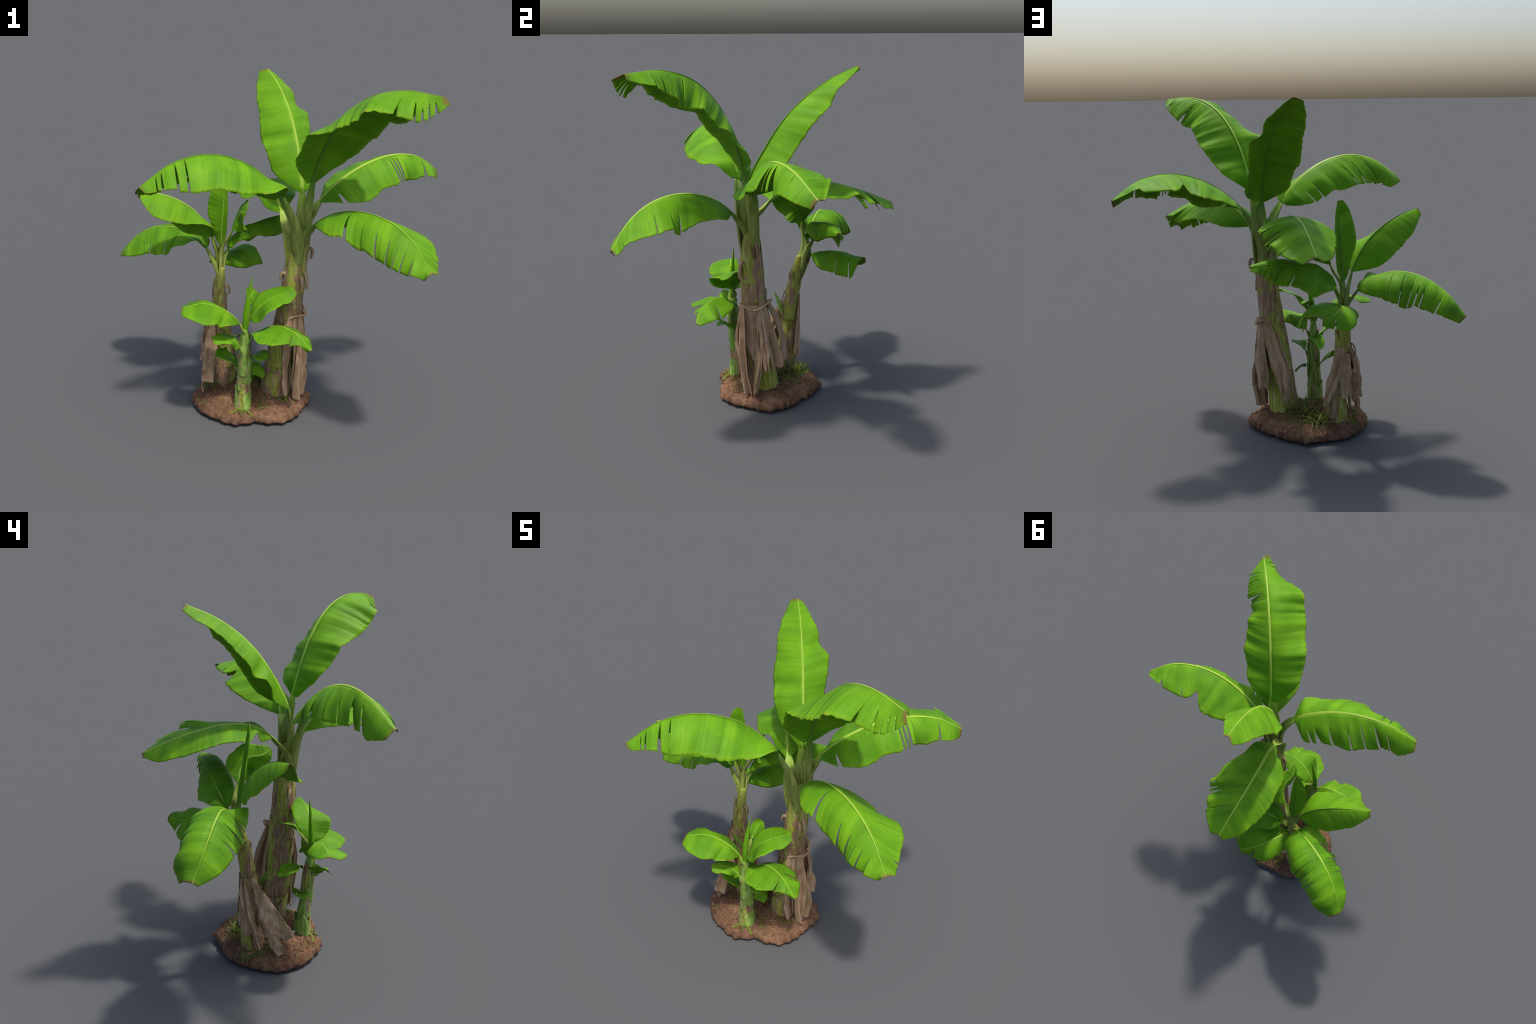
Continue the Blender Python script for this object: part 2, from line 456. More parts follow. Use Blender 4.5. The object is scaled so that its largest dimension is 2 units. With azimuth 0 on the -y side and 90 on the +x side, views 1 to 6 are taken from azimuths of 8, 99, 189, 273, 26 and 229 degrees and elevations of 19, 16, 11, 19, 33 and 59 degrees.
leaf('S1', K=[[-0.298,0.158,0.862],[-0.296,0.141,0.972],[-0.288,0.124,1.083],[-0.277,0.11,1.194],[-0.269,0.101,1.305],[-0.267,0.098,1.417]],
     facing=[-0.3,-0.9,0.1], t0=0.2,
     L=[[0.019,0.037,0.05,0.066,0.085,0.092,0.09,0.084,0.073,0.057,0.025],[27,27,37,32,27,25,26,28,29,31,31],[-0.002,-0.002,-0.002,-0.001,-0.001,-0.0,0.001,0.002,0.003,0.003,0.003]],
     R=[[0.011,0.029,0.033,0.033,0.031,0.03,0.027,0.024,0.02,0.013,0.006],[-41,-41,-42,-44,-46,-45,-46,-48,-44,-36,-36],[-0.0,-0.001,-0.001,-0.001,-0.001,-0.001,-0.001,-0.001,-0.0,-0.0,-0.0]],
     stalk=[0.022,0.0135,0.0016],
     wave=0.002,
     fine=0.85,
     bow=0.1,
     root=[-0.295,0.1,0.63], seed=35)

leaf('S2', K=[[-0.311,0.165,0.822],[-0.329,0.14,0.953],[-0.368,0.107,1.074],[-0.43,0.066,1.179],[-0.513,0.013,1.26],[-0.61,-0.053,1.316],[-0.713,-0.135,1.348]],
     facing=[0.3,0.2,0.9], t0=0.25,
     L=[[0.009,0.095,0.142,0.162,0.175,0.19,0.196,0.197,0.182,0.131,0.042],[-4,-4,-3,-11,-24,-33,-37,-40,-44,-56,-56],[-0.0,-0.0,-0.0,0.001,0.003,0.007,0.012,0.017,0.02,0.016,0.006]],
     R=[[0.008,0.092,0.137,0.157,0.163,0.162,0.159,0.144,0.125,0.087,0.043],[-61,-61,-62,-60,-58,-58,-61,-60,-56,-54,-54],[0.0,-0.004,-0.007,-0.006,-0.004,-0.001,0.002,0.005,0.006,0.004,-0.002]],
     stalk=[0.022,0.0135,0.0016],
     wave=0.003,
     fine=0.85,
     bow=0.07,
     root=[-0.295,0.1,0.63], seed=36)

leaf('S3', K=[[-0.301,0.115,0.77],[-0.374,0.152,0.908],[-0.479,0.183,1.002],[-0.61,0.205,1.04],[-0.747,0.226,1.015],[-0.872,0.254,0.937],[-0.978,0.294,0.821]],
     facing=[0.3,0.0,0.95], t0=0.2,
     L=[[0.04,0.099,0.127,0.149,0.186,0.197,0.181,0.164,0.141,0.098,0.03],[16,16,-20,-34,-48,-49,-49,-46,-42,-32,-32],[0.001,-0.01,-0.017,-0.017,-0.016,-0.012,-0.007,-0.001,0.004,0.007,0.006]],
     R=[[0.026,0.119,0.156,0.183,0.216,0.229,0.221,0.201,0.18,0.154,0.081],[-8,-8,-27,-33,-39,-40,-40,-36,-32,-29,-29],[-0.003,-0.036,-0.049,-0.049,-0.04,-0.028,-0.014,-0.003,0.006,0.012,0.011]],
     stalk=[0.022,0.0135,0.0016],
     wave=0.004,
     fine=0.85,
     bow=[0.08,0.27],
     slant=[0.06,0.08],
     cuts_left=[[0.3,0.85,0.004],[0.325,0.7,0.006],[0.4,0.55,0.004],[0.49,0.8,0.004],[0.57,0.65,0.005],[0.63,0.6,0.004]],
     cuts_right=[[0.36,0.85,0.003],[0.45,0.8,0.003],[0.53,0.55,0.004],[0.575,0.5,0.006],[0.62,0.55,0.006],[0.76,0.4,0.004]],
     root=[-0.295,0.1,0.63], seed=37)

leaf('S4', K=[[-0.301,0.152,0.914],[-0.241,0.147,1.032],[-0.193,0.141,1.128],[-0.165,0.1,1.188],[-0.152,0.028,1.204],[-0.113,-0.02,1.23]],
     facing=[-0.8,0.0,0.5], t0=0.25,
     L=[[0.007,0.045,0.083,0.089,0.081,0.081,0.072,0.068,0.062,0.045,0.019],[22,22,13,12,7,0,-8,-12,-11,-5,-5],[0.001,0.001,-0.003,-0.006,-0.007,-0.007,-0.006,-0.004,-0.003,-0.001,0.001]],
     R=[[0.009,0.078,0.109,0.114,0.111,0.107,0.099,0.083,0.062,0.041,0.015],[-54,-54,-54,-48,-39,-34,-31,-28,-21,-9,-9],[-0.001,-0.006,-0.006,-0.002,0.002,0.004,0.005,0.004,0.002,0.002,0.0]],
     stalk=[0.022,0.0135,0.0016],
     wave=0.004,
     fine=0.85,
     root=[-0.295,0.1,0.63], seed=38)

leaf('S5', K=[[-0.29,0.155,0.833],[-0.256,0.205,0.928],[-0.197,0.256,1.001],[-0.116,0.308,1.051],[-0.022,0.353,1.084],[0.082,0.385,1.099],[0.191,0.407,1.089]],
     facing=[-0.4,-0.1,0.9], t0=0.16,
     L=[[0.038,0.088,0.113,0.141,0.129,0.111,0.109,0.111,0.085,0.056,0.022],[-5,-5,-30,-51,-56,-61,-70,-76,-75,-74,-74],[-0.002,-0.001,-0.001,-0.003,-0.007,-0.008,-0.004,0.0,0.001,0.002,0.001]],
     R=[[0.046,0.082,0.108,0.117,0.13,0.139,0.139,0.131,0.112,0.073,0.023],[4,4,-13,-14,-27,-34,-37,-38,-37,-41,-41],[-0.001,0.006,0.009,0.01,0.007,0.005,0.003,0.002,0.001,0.0,-0.0]],
     stalk=[0.022,0.0135,0.0016],
     wave=0.004,
     fine=0.85,
     bow=[0.1,0.5],
     cuts_left=[[0.52,0.65,0.005],[0.68,0.5,0.004],[0.75,0.55,0.007],[0.81,0.6,0.008],[0.86,0.6,0.007]],
     root=[-0.295,0.1,0.63], seed=39)

leaf('S6', K=[[-0.301,0.114,0.775],[-0.311,0.189,0.823],[-0.306,0.274,0.844],[-0.29,0.364,0.845],[-0.263,0.451,0.839],[-0.219,0.532,0.842]],
     facing=[0.0,-0.3,0.95], t0=0.2,
     L=[[0.009,0.075,0.101,0.105,0.113,0.123,0.122,0.107,0.072,0.053,0.033],[-23,-23,-27,-33,-36,-36,-41,-50,-66,-78,-78],[-0.0,0.0,0.0,0.001,0.002,0.003,0.004,0.004,0.001,0.002,0.002]],
     R=[[0.01,0.099,0.145,0.17,0.19,0.202,0.207,0.209,0.205,0.165,0.1],[-25,-25,-25,-24,-21,-19,-18,-17,-20,-29,-29],[-0.001,-0.005,-0.006,-0.003,0.004,0.012,0.021,0.029,0.032,0.025,0.013]],
     stalk=[0.022,0.0135,0.0016],
     wave=0.004,
     fine=0.85,
     bow=[0.12,0.32],
     cuts_left=[[0.72,0.8,0.02]],
     cuts_right=[[0.525,0.5,0.005],[0.8,0.45,0.005]],
     root=[-0.296,0.088,0.58], seed=40)

leaf('B1', K=[[-0.073,-0.284,0.578],[-0.123,-0.288,0.657],[-0.187,-0.3,0.717],[-0.263,-0.318,0.753],[-0.345,-0.341,0.761],[-0.428,-0.369,0.737]],
     facing=[0.2,0.0,0.95], t0=0.15,
     L=[[0.015,0.081,0.114,0.127,0.134,0.149,0.155,0.149,0.139,0.11,0.052],[-4,-4,-9,-26,-18,-20,-20,-19,-14,-7,-7],[-0.001,-0.003,-0.003,-0.002,-0.002,-0.0,0.004,0.009,0.014,0.016,0.014]],
     R=[[0.022,0.088,0.11,0.1,0.081,0.056,0.042,0.074,0.105,0.095,0.053],[-29,-29,-31,-25,-23,-16,-1,-14,-20,-18,-18],[-0.001,-0.007,-0.007,-0.004,0.001,0.005,0.004,0.001,-0.001,-0.003,-0.004]],
     stalk=[0.016,0.008,0.001],
     wave=0.003,
     fine=0.6,
     thick=0.002, seed=18)

leaf('B2', K=[[-0.078,-0.259,0.602],[-0.043,-0.266,0.675],[0.004,-0.267,0.736],[0.061,-0.256,0.785],[0.126,-0.233,0.818],[0.196,-0.198,0.837]],
     facing=[-0.4,-0.2,0.9], t0=0.15,
     L=[[0.006,0.057,0.086,0.099,0.106,0.106,0.103,0.099,0.083,0.052,0.013],[17,17,17,14,13,9,6,4,5,7,7],[-0.0,-0.001,-0.002,-0.002,-0.002,-0.001,-0.0,0.0,0.0,-0.0,0.0]],
     R=[[0.01,0.076,0.103,0.121,0.126,0.119,0.099,0.08,0.079,0.061,0.033],[-6,-6,-11,-7,0,-6,-14,-23,-34,-41,-41],[-0.0,-0.002,-0.002,-0.001,-0.002,-0.003,-0.004,-0.005,-0.004,-0.002,0.0]],
     stalk=[0.016,0.008,0.001],
     wave=0.003,
     fine=0.6,
     thick=0.002, seed=19)

leaf('B3', K=[[-0.076,-0.273,0.476],[-0.03,-0.266,0.556],[0.034,-0.28,0.614],[0.107,-0.31,0.647],[0.181,-0.35,0.649],[0.251,-0.387,0.618],[0.312,-0.409,0.553]],
     facing=[-0.2,0.2,0.9], t0=0.15,
     L=[[0.006,0.05,0.068,0.086,0.114,0.131,0.136,0.134,0.122,0.091,0.031],[-18,-18,-11,-18,-21,-24,-24,-23,-22,-18,-18],[-0.0,-0.001,-0.001,-0.0,0.001,0.002,0.005,0.008,0.009,0.009,0.004]],
     R=[[0.007,0.076,0.125,0.163,0.172,0.166,0.162,0.133,0.075,0.037,0.008],[8,8,-3,-14,-19,-19,-19,-15,-13,-23,-23],[0.0,-0.002,-0.005,-0.008,-0.007,-0.003,0.001,0.0,-0.005,-0.006,-0.004]],
     stalk=[0.016,0.008,0.001],
     wave=0.003,
     fine=0.6,
     thick=0.002,
     slant=[0.14,0.1],
     cuts_right=[[0.68,0.8,0.003],[0.82,0.5,0.004]],
     cuts_left=[[0.48,0.4,0.004],[0.58,0.65,0.003],[0.7,0.75,0.003]], seed=20)

leaf('B4', K=[[-0.08,-0.313,0.465],[-0.118,-0.307,0.514],[-0.162,-0.316,0.549],[-0.208,-0.34,0.567],[-0.253,-0.38,0.563]],
     facing=[0.2,0.2,0.95], t0=0.15,
     L=[[0.031,0.029,0.044,0.051,0.057,0.057,0.053,0.049,0.047,0.042,0.024],[-65,-65,-37,-11,-8,-12,-17,-22,-28,-34,-34],[0.001,0.002,0.001,-0.0,-0.001,-0.001,-0.0,0.0,0.001,0.002,0.002]],
     R=[[0.003,0.032,0.047,0.052,0.052,0.043,0.033,0.025,0.022,0.02,0.016],[8,8,12,7,5,6,16,27,39,57,57],[-0.0,-0.001,-0.001,-0.002,-0.002,-0.002,-0.002,-0.002,-0.001,-0.001,-0.0]],
     stalk=[0.016,0.008,0.001],
     wave=0.003,
     fine=0.6,
     thick=0.002, seed=21)

leaf('B5', K=[[-0.096,-0.28,0.264],[-0.115,-0.247,0.313],[-0.148,-0.221,0.355],[-0.194,-0.201,0.389],[-0.249,-0.186,0.417]],
     facing=[0.3,0.0,0.95], t0=0.35,
     L=[[0.002,0.034,0.056,0.071,0.081,0.083,0.081,0.077,0.071,0.052,0.017],[15,15,22,20,16,10,5,0,-8,-17,-17],[-0.0,-0.001,-0.001,-0.001,0.001,0.004,0.007,0.011,0.013,0.013,0.008]],
     R=[[0.003,0.022,0.03,0.032,0.03,0.026,0.022,0.023,0.034,0.037,0.046],[-4,-4,4,8,7,11,22,48,73,126,126],[-0.0,0.001,0.002,0.004,0.005,0.006,0.007,0.005,0.001,-0.003,-0.005]],
     stalk=[0.016,0.008,0.001],
     wave=0.003,
     fine=0.6,
     thick=0.002, seed=22)

leaf('B6', K=[[-0.065,-0.262,0.334],[-0.045,-0.257,0.389],[-0.016,-0.271,0.432],[0.021,-0.299,0.456],[0.065,-0.335,0.454]],
     facing=[-0.3,0.2,0.9], t0=0.35,
     L=[[0.002,0.021,0.032,0.039,0.046,0.05,0.049,0.042,0.033,0.021,0.007],[14,14,21,16,13,10,4,3,5,14,14],[-0.0,-0.0,-0.0,-0.0,-0.0,0.0,-0.0,-0.0,-0.001,-0.001,-0.0]],
     R=[[0.003,0.028,0.039,0.045,0.05,0.055,0.059,0.058,0.05,0.033,0.007],[-23,-23,-14,-2,7,8,3,-4,-13,-19,-19],[-0.0,-0.001,-0.001,-0.0,0.0,0.001,0.002,0.003,0.003,0.003,0.001]],
     stalk=[0.016,0.008,0.001],
     wave=0.003,
     fine=0.6,
     thick=0.002, seed=23)

leaf('B7', K=[[-0.069,-0.227,0.326],[-0.03,-0.218,0.332],[0.002,-0.223,0.312],[0.025,-0.24,0.272]],
     facing=[-0.1,0.0,0.95], t0=0.1,
     L=[[0.003,0.027,0.04,0.045,0.045,0.044,0.043,0.041,0.036,0.024,0.008],[9,9,21,24,19,16,15,17,15,16,16],[-0.0,-0.0,-0.001,-0.001,-0.001,-0.001,-0.0,0.0,0.0,0.0,0.0]],
     R=[[0.002,0.02,0.031,0.039,0.046,0.051,0.052,0.045,0.036,0.023,0.007],[-3,-3,-18,-30,-37,-41,-41,-35,-25,-13,-13],[0.0,-0.001,-0.003,-0.004,-0.004,-0.003,-0.002,-0.001,-0.001,-0.001,-0.0]],
     stalk=[0.016,0.008,0.001],
     wave=0.003,
     fine=0.6,
     thick=0.002, seed=24)

leaf('B8', K=[[-0.055,-0.269,0.478],[-0.083,-0.21,0.506],[-0.113,-0.15,0.503],[-0.144,-0.093,0.471]],
     facing=[0.0,-0.3,0.95], t0=0.2,
     L=[[0.002,0.026,0.043,0.052,0.059,0.059,0.056,0.051,0.041,0.025,0.006],[44,44,49,32,14,9,7,5,-1,-11,-11],[-0.0,-0.003,-0.005,-0.006,-0.007,-0.006,-0.004,-0.003,-0.001,-0.0,0.0]],
     R=[[0.003,0.022,0.032,0.036,0.037,0.039,0.042,0.041,0.034,0.023,0.01],[0,0,11,16,15,17,25,30,28,17,17],[-0.0,-0.0,0.0,0.0,0.001,0.001,0.001,0.001,0.001,0.0,0.0]],
     stalk=[0.016,0.008,0.001],
     wave=0.003,
     fine=0.6,
     thick=0.002, seed=25)

leaf('B9', K=[[-0.076,-0.268,0.644],[-0.07,-0.23,0.693],[-0.065,-0.187,0.735],[-0.06,-0.136,0.761],[-0.052,-0.077,0.769]],
     facing=[-0.1,-0.6,0.8], t0=0.4,
     L=[[0.002,0.018,0.026,0.031,0.035,0.038,0.04,0.043,0.043,0.036,0.022],[9,9,28,41,43,35,29,26,27,34,34],[-0.0,-0.0,0.0,0.0,0.0,0.0,0.001,0.001,0.001,0.001,0.001]],
     R=[[0.002,0.016,0.022,0.025,0.029,0.034,0.037,0.038,0.034,0.024,0.009],[2,2,15,20,11,1,-7,-14,-20,-29,-29],[0.0,0.0,0.0,0.0,0.0,0.0,0.0,0.0,0.0,0.0,0.0]],
     stalk=[0.016,0.008,0.001],
     wave=0.003,
     fine=0.6,
     thick=0.002, seed=26)

# ----------------------------------------------------------------------------- trunks
def ring_loft(axis, radii, z_top_cap=True, NR=40, NZ=60, seed=1, lobes=.05):
    ts = np.linspace(0, 1, NZ)
    P = spline(axis, ts)
    r = np.interp(P[:, 2], [z for z, _ in radii], [q for _, q in radii])
    V = []
    for i in range(NZ):
        for j in range(NR):
            a = 2 * math.pi * j / NR
            k = 1 + lobes * noise.noise(Vector((math.cos(a) * 1.3, math.sin(a) * 1.3, P[i, 2] * 3 + seed * 5))) \
                + .4 * lobes * noise.noise(Vector((math.cos(a) * 4, math.sin(a) * 4, P[i, 2] * 2 + seed * 9)))
            V.append(P[i] + r[i] * k * np.array([math.cos(a), math.sin(a), 0]))
    F = grid_faces(NZ, NR, 0, True)
    F = [f[::-1] for f in F] + [tuple(range(NR))[::-1], tuple(range((NZ - 1) * NR, NZ * NR))]
    return V, F


def on_axis(axis, z):
    t = np.linspace(0, 1, 200)
    P = spline(axis, t)
    return np.array([np.interp(z, P[:, 2], P[:, k]) for k in range(2)])


def sheath(axis, radii, z0, z1, az, span, parent, mat, lift=.004, flare=.0, seed=1, point=.6):
    """An old leaf base wrapped round the trunk: a curved strip narrowing to a point at its top."""
    NZ, NA = 26, 16
    V, rim = [], []
    for i in range(NZ):
        h = i / (NZ - 1)
        z = z0 + (z1 - z0) * h
        c = on_axis(axis, z)
        r = np.interp(z, [q for q, _ in radii], [q for _, q in radii])
        half = math.radians(span) / 2 * (1 - max(0, (h - point) / (1 - point)) ** 1.5 * .86) * (1 + .08 * noise.noise(Vector((h * 5, seed, 0))))
        for j in range(NA):
            s = 2 * j / (NA - 1) - 1
            a = math.radians(az) + half * s + .25 * (h - .5) * math.sin(seed * 2.3)
            out = r + lift * (1.0 - .5 * s * s) + flare * max(0, h - .7) ** 2 * 8 + .003 * noise.noise(Vector((s * 3, h * 6, seed)))
            V.append((c[0] + out * math.cos(a), c[1] + out * math.sin(a), z))
            rim.append(max(abs(s) ** 3, h ** 6))
    F = [f[::-1] for f in grid_faces(NZ, NA)]
    return mesh_object("leaf_sheath", V, F, mat, parent, dict(rim=rim), thick=.0035, offset=0)


def trunk(axis, radii, mat, sheaths, mats, seed):
    V, F = ring_loft(axis, radii, seed=seed)
    ob = mesh_object("trunk", V, F, mat, clump, dict(rim=[0.] * len(V)))
    for k, (z0, z1, az, span, fl) in enumerate(sheaths):
        sheath(axis, radii, z0, z1, az, span, ob, mats[k % len(mats)], lift=.005 + .0015 * (k % 4), flare=fl, seed=seed * 11 + k)
    return ob


# azimuth of a sheath in degrees from +x towards +y
TALL_AXIS = [(.07, -.05, .05), (.103, -.074, .304), (.133, -.088, .511), (.164, -.098, .718), (.189, -.101, .926), (.207, -.1, 1.09), (.212, -.1, 1.17)]
TALL_R = [(.05, .086), (.12, .082), (.3, .078), (.5, .074), (.65, .066), (.9, .058), (1.03, .049), (1.1, .034), (1.17, .016)]
tall = trunk(TALL_AXIS, TALL_R, TRUNK,
             [(.05, .33, -60, 130, .006), (.05, .27, -110, 100, .004), (.05, .3, 150, 110, .004), (.06, .42, 75, 120, .006), (.05, .24, 20, 110, 0),
              (.25, .66, 170, 130, .004), (.3, .62, -80, 120, .003), (.35, .73, 110, 110, .008), (.45, .86, -20, 140, 0), (.5, .88, 140, 120, .006),
              (.6, .93, -150, 140, .004), (.66, .98, 60, 120, .006), (.72, 1.03, -90, 110, .004), (.78, 1.1, -10, 120, .006), (.8, 1.12, -115, 90, .004), (.84, 1.08, 160, 110, .008)],
             [SHEATH, TRUNK, SHEATH, TRUNK, TRUNK], 1)
MID_AXIS = [(-.248, .028, .04), (-.262, .048, .242), (-.279, .055, .402), (-.294, .074, .56), (-.297, .1, .715), (-.285, .117, .82)]
MID_R = [(.04, .064), (.1, .06), (.2, .056), (.3, .048), (.4, .041), (.5, .037), (.7, .035), (.76, .028), (.82, .016)]
middle = trunk(MID_AXIS, MID_R, TRUNK,
               [(.04, .24, -100, 150, .004), (.04, .2, 10, 130, .002), (.04, .26, 110, 140, .004), (.1, .4, 60, 130, .002), (.2, .5, -60, 140, .003), (.25, .52, 170, 120, .004),
                (.35, .62, -120, 130, .004), (.4, .66, 20, 130, .004), (.5, .72, -40, 110, .006), (.52, .74, 120, 120, .004), (.55, .76, -140, 110, .006)],
               [SHEATH, TRUNK, TRUNK], 2)
YOUNG_AXIS = [(-.095, -.251, .04), (-.091, -.249, .188), (-.085, -.256, .29), (-.083, -.262, .393), (-.084, -.266, .495), (-.08, -.275, .6)]
YOUNG_R = [(.04, .046), (.1, .043), (.2, .039), (.3, .033), (.45, .03), (.55, .026), (.6, .014)]
young = trunk(YOUNG_AXIS, YOUNG_R, YOUNG,
              [(.04, .17, -110, 150, .004), (.05, .2, -30, 140, .006), (.05, .22, 180, 130, .008), (.05, .21, 70, 130, .004), (.13, .32, -60, 130, .004), (.2, .4, -160, 130, .003),
               (.25, .46, -20, 130, .003), (.3, .5, -100, 120, .003), (.35, .55, 160, 120, .003), (.4, .57, -70, 120, .003)],
              [SHEATH, YOUNG, YOUNG, YOUNG], 3)

# rolled new leaf of the young plant: a tapering scroll
sp = [(-.08, -.275, .55), (-.074, -.275, .67), (-.06, -.265, .8), (-.041, -.252, .922)]
NZ, NR = 40, 20
V, al = [], []
P = spline(sp, np.linspace(0, 1, NZ))
for i in range(NZ):
    h = i / (NZ - 1)
    r = .019 * min(1., (1 - h) * 1.9) ** .85 * (.75 + .25 * min(1, h * 3)) + .0006
    for j in range(NR + 1):
        a = 2.5 * math.pi * j / NR + 1.0 + .8 * h
        q = r * (1 - .28 * j / NR)
        V.append(P[i] + q * np.array([math.cos(a), .8 * math.sin(a), 0]))
        al.append(h * .25)
spear = mesh_object("rolled_leaf", V, grid_faces(NZ, NR + 1), LEAF, clump, dict(along=al, across=[.3] * len(V), blade=[.3] * len(V)), thick=.0015)

# ----------------------------------------------------------------------------- dry hanging leaves
def strip(wl, wr, al, ar):
    """Left and right half widths and folds along a dry leaf."""
    return [list(wl), list(al), [0.] * len(wl)], [list(wr), list(ar), [0.] * len(wr)]


def husk(axis, radii, az, z, width, lift, seed, wrap=.85, fold=.012, hem=.02):
    """A dry sheath sheet hanging round the trunk: az, z, width and lift run from top to hem."""
    NZ, NA = 44, 30
    V, al, ac = [], [], []
    for i in range(NZ):
        h = i / (NZ - 1)
        k = [np.interp(h, np.linspace(0, 1, len(q)), q) for q in (az, z, width, lift)]
        for j in range(NA):
            s = 2 * j / (NA - 1) - 1
            zz = k[1] + hem * h ** 3 * noise.noise(Vector((s * 2.5, seed, 1))) + .006 * h ** 6 * noise.noise(Vector((s * 11, seed, 4)))
            c = on_axis(axis, zz)
            r = float(np.interp(zz, [q for q, _ in radii], [q for _, q in radii]))
            f = noise.fractal(Vector((s * 1.15 + .6 * h, h * 1.3, seed * 2.7)), 1., 2., 2) + .2 * math.sin(2.6 * s + 2 * h + seed)
            out = r + k[3] * (1 - .3 * s * s) + fold * f * (.25 + h)
            wd = k[2] * (1 + .14 * noise.noise(Vector((h * 6, np.sign(s) * 2., seed))))
            a = math.radians(k[0]) + s * wd / (r + k[3]) * wrap
            out += (1 - wrap) * wd * s * s * .8
            out = max(out, r + .004)
            V.append((c[0] + out * math.cos(a), c[1] + out * math.sin(a), max(zz, .07)))
            al.append(h * (z[0] - z[-1]))
            ac.append(s)
    return mesh_object("dry_leaf", V, [f[::-1] for f in grid_faces(NZ, NA)], DEAD, clump, dict(along=al, across=ac), thick=.003)


A, Q = TALL_AXIS, TALL_R
husk(A, Q, (-38, -33, -33, -30, -24), (.655, .5, .36, .22, .085), (.035, .065, .085, .075, .055), (.016, .045, .062, .075, .08), 1, wrap=.45, fold=.035)
husk(A, Q, (-58, -50, -46, -44), (.64, .5, .36, .2), (.03, .045, .05, .03), (.014, .04, .06, .055), 21, wrap=.4, fold=.04)
husk(A, Q, (-5, 0, 4, 12), (.65, .52, .4, .25), (.07, .095, .09, .014), (.01, .014, .02, .026), 2, fold=.016)
husk(A, Q, (44, 46, 50, 54, 54), (.68, .56, .44, .34, .25), (.035, .06, .08, .085, .06), (.014, .03, .045, .05, .05), 3, wrap=.5, fold=.04)
husk(A, Q, (80, 92, 100, 104), (.665, .52, .38, .24), (.04, .07, .08, .04), (.014, .045, .062, .06), 4, wrap=.5, fold=.035)
husk(A, Q, (100, 108, 112), (.6, .4, .17), (.03, .055, .03), (.01, .018, .022), 24, fold=.016)
husk(A, Q, (26, 24, 22, 20), (.645, .52, .4, .26), (.03, .055, .06, .04), (.026, .045, .06, .07), 5, wrap=.4, fold=.04)
husk(A, Q, (14, 8, 2, -8), (.42, .32, .22, .1), (.03, .05, .055, .035), (.035, .06, .08, .088), 25, wrap=.4, fold=.03)
husk(A, Q, (-74, -70, -66, -60), (.64, .52, .4, .27), (.025, .035, .04, .03), (.01, .015, .025, .035), 6, wrap=.7, fold=.025)
husk(A, Q, (-62, -60, -54), (.3, .22, .13), (.02, .035, .03), (.02, .035, .05), 7, wrap=.6)
A, Q = MID_AXIS, MID_R
husk(A, Q, (178, 176, 172, 168), (.54, .42, .3, .18), (.03, .045, .055, .025), (.008, .014, .022, .028), 9, wrap=.75, fold=.02)
husk(A, Q, (85, 75, 60, 48), (.56, .43, .31, .19), (.03, .045, .055, .03), (.008, .018, .03, .04), 10, wrap=.6, fold=.025)
husk(A, Q, (155, 165, 178, 192), (.55, .46, .35, .23), (.025, .055, .06, .045), (.014, .055, .085, .085), 11, wrap=.4, fold=.035)
husk(A, Q, (185, 195, 205), (.32, .23, .13), (.03, .045, .035), (.06, .075, .075), 13, wrap=.4, fold=.03)
husk(A, Q, (118, 120, 124), (.52, .38, .24), (.03, .055, .035), (.012, .022, .036), 12, wrap=.6, fold=.02)

L, R = strip((.01, .05, .085, .1, .06), (.012, .06, .115, .14, .08), (-60, -70, -80, -78, -65), (-50, -55, -62, -72, -70))
leaf("dry", [(-.333, .05, .545), (-.342, -.012, .47), (-.345, -.075, .385), (-.345, -.14, .295), (-.35, -.2, .2)], (-.3, -.2, .9), .02, L, R, stalk=(.009, .007, .003), wave=.006, bow=.1,
     ragged=.08, seed=23, blade_mat=DEAD, stalk_mat=DEAD, part="dry_leaf", rib="dry_rib", thick=.003, pleat=.03)
L, R = strip((.015, .03, .04, .03, .02), (.015, .03, .04, .03, .02), (-20, -30, -40, -20, 0), (-20, -30, -40, -20, 0))
leaf("dry", [(-.345, -.03, .3), (-.36, -.07, .22), (-.37, -.1, .15), (-.36, -.13, .085)], (-.9, -.2, .1), .02, L, R, stalk=(.005, .004, .002), wave=.004, bow=.1, ragged=.08, seed=35, fine=.7,
     blade_mat=DEAD, stalk_mat=DEAD, part="dry_leaf", rib="dry_rib", thick=.003, pleat=.02)

# twisted dry collar round the tall trunk and thin dry strings
def rope(name, pts, r0, r1, mat, parent, seed=1, NR=8, n=60):
    ts = np.linspace(0, 1, n)
    P, T, S, N = frame(pts, ts, np.array((.3, .2, .93)))
    V = []
    for i, t in enumerate(ts):
        r = (r0 + (r1 - r0) * t) * (1 + .3 * noise.noise(Vector((t * 12, seed, 0))))
        for j in range(NR):
            a = 2 * math.pi * j / NR + t * 6
            V.append(P[i] + r * (math.cos(a) * S[i] * 1.3 + .7 * math.sin(a) * N[i]))
    F = grid_faces(n, NR, 0, True) + [tuple(range(NR))[::-1], tuple(range((n - 1) * NR, n * NR))]
    return mesh_object(name, V, F, mat, parent, dict(along=np.repeat(ts * .3, NR), across=[.2] * len(V)))


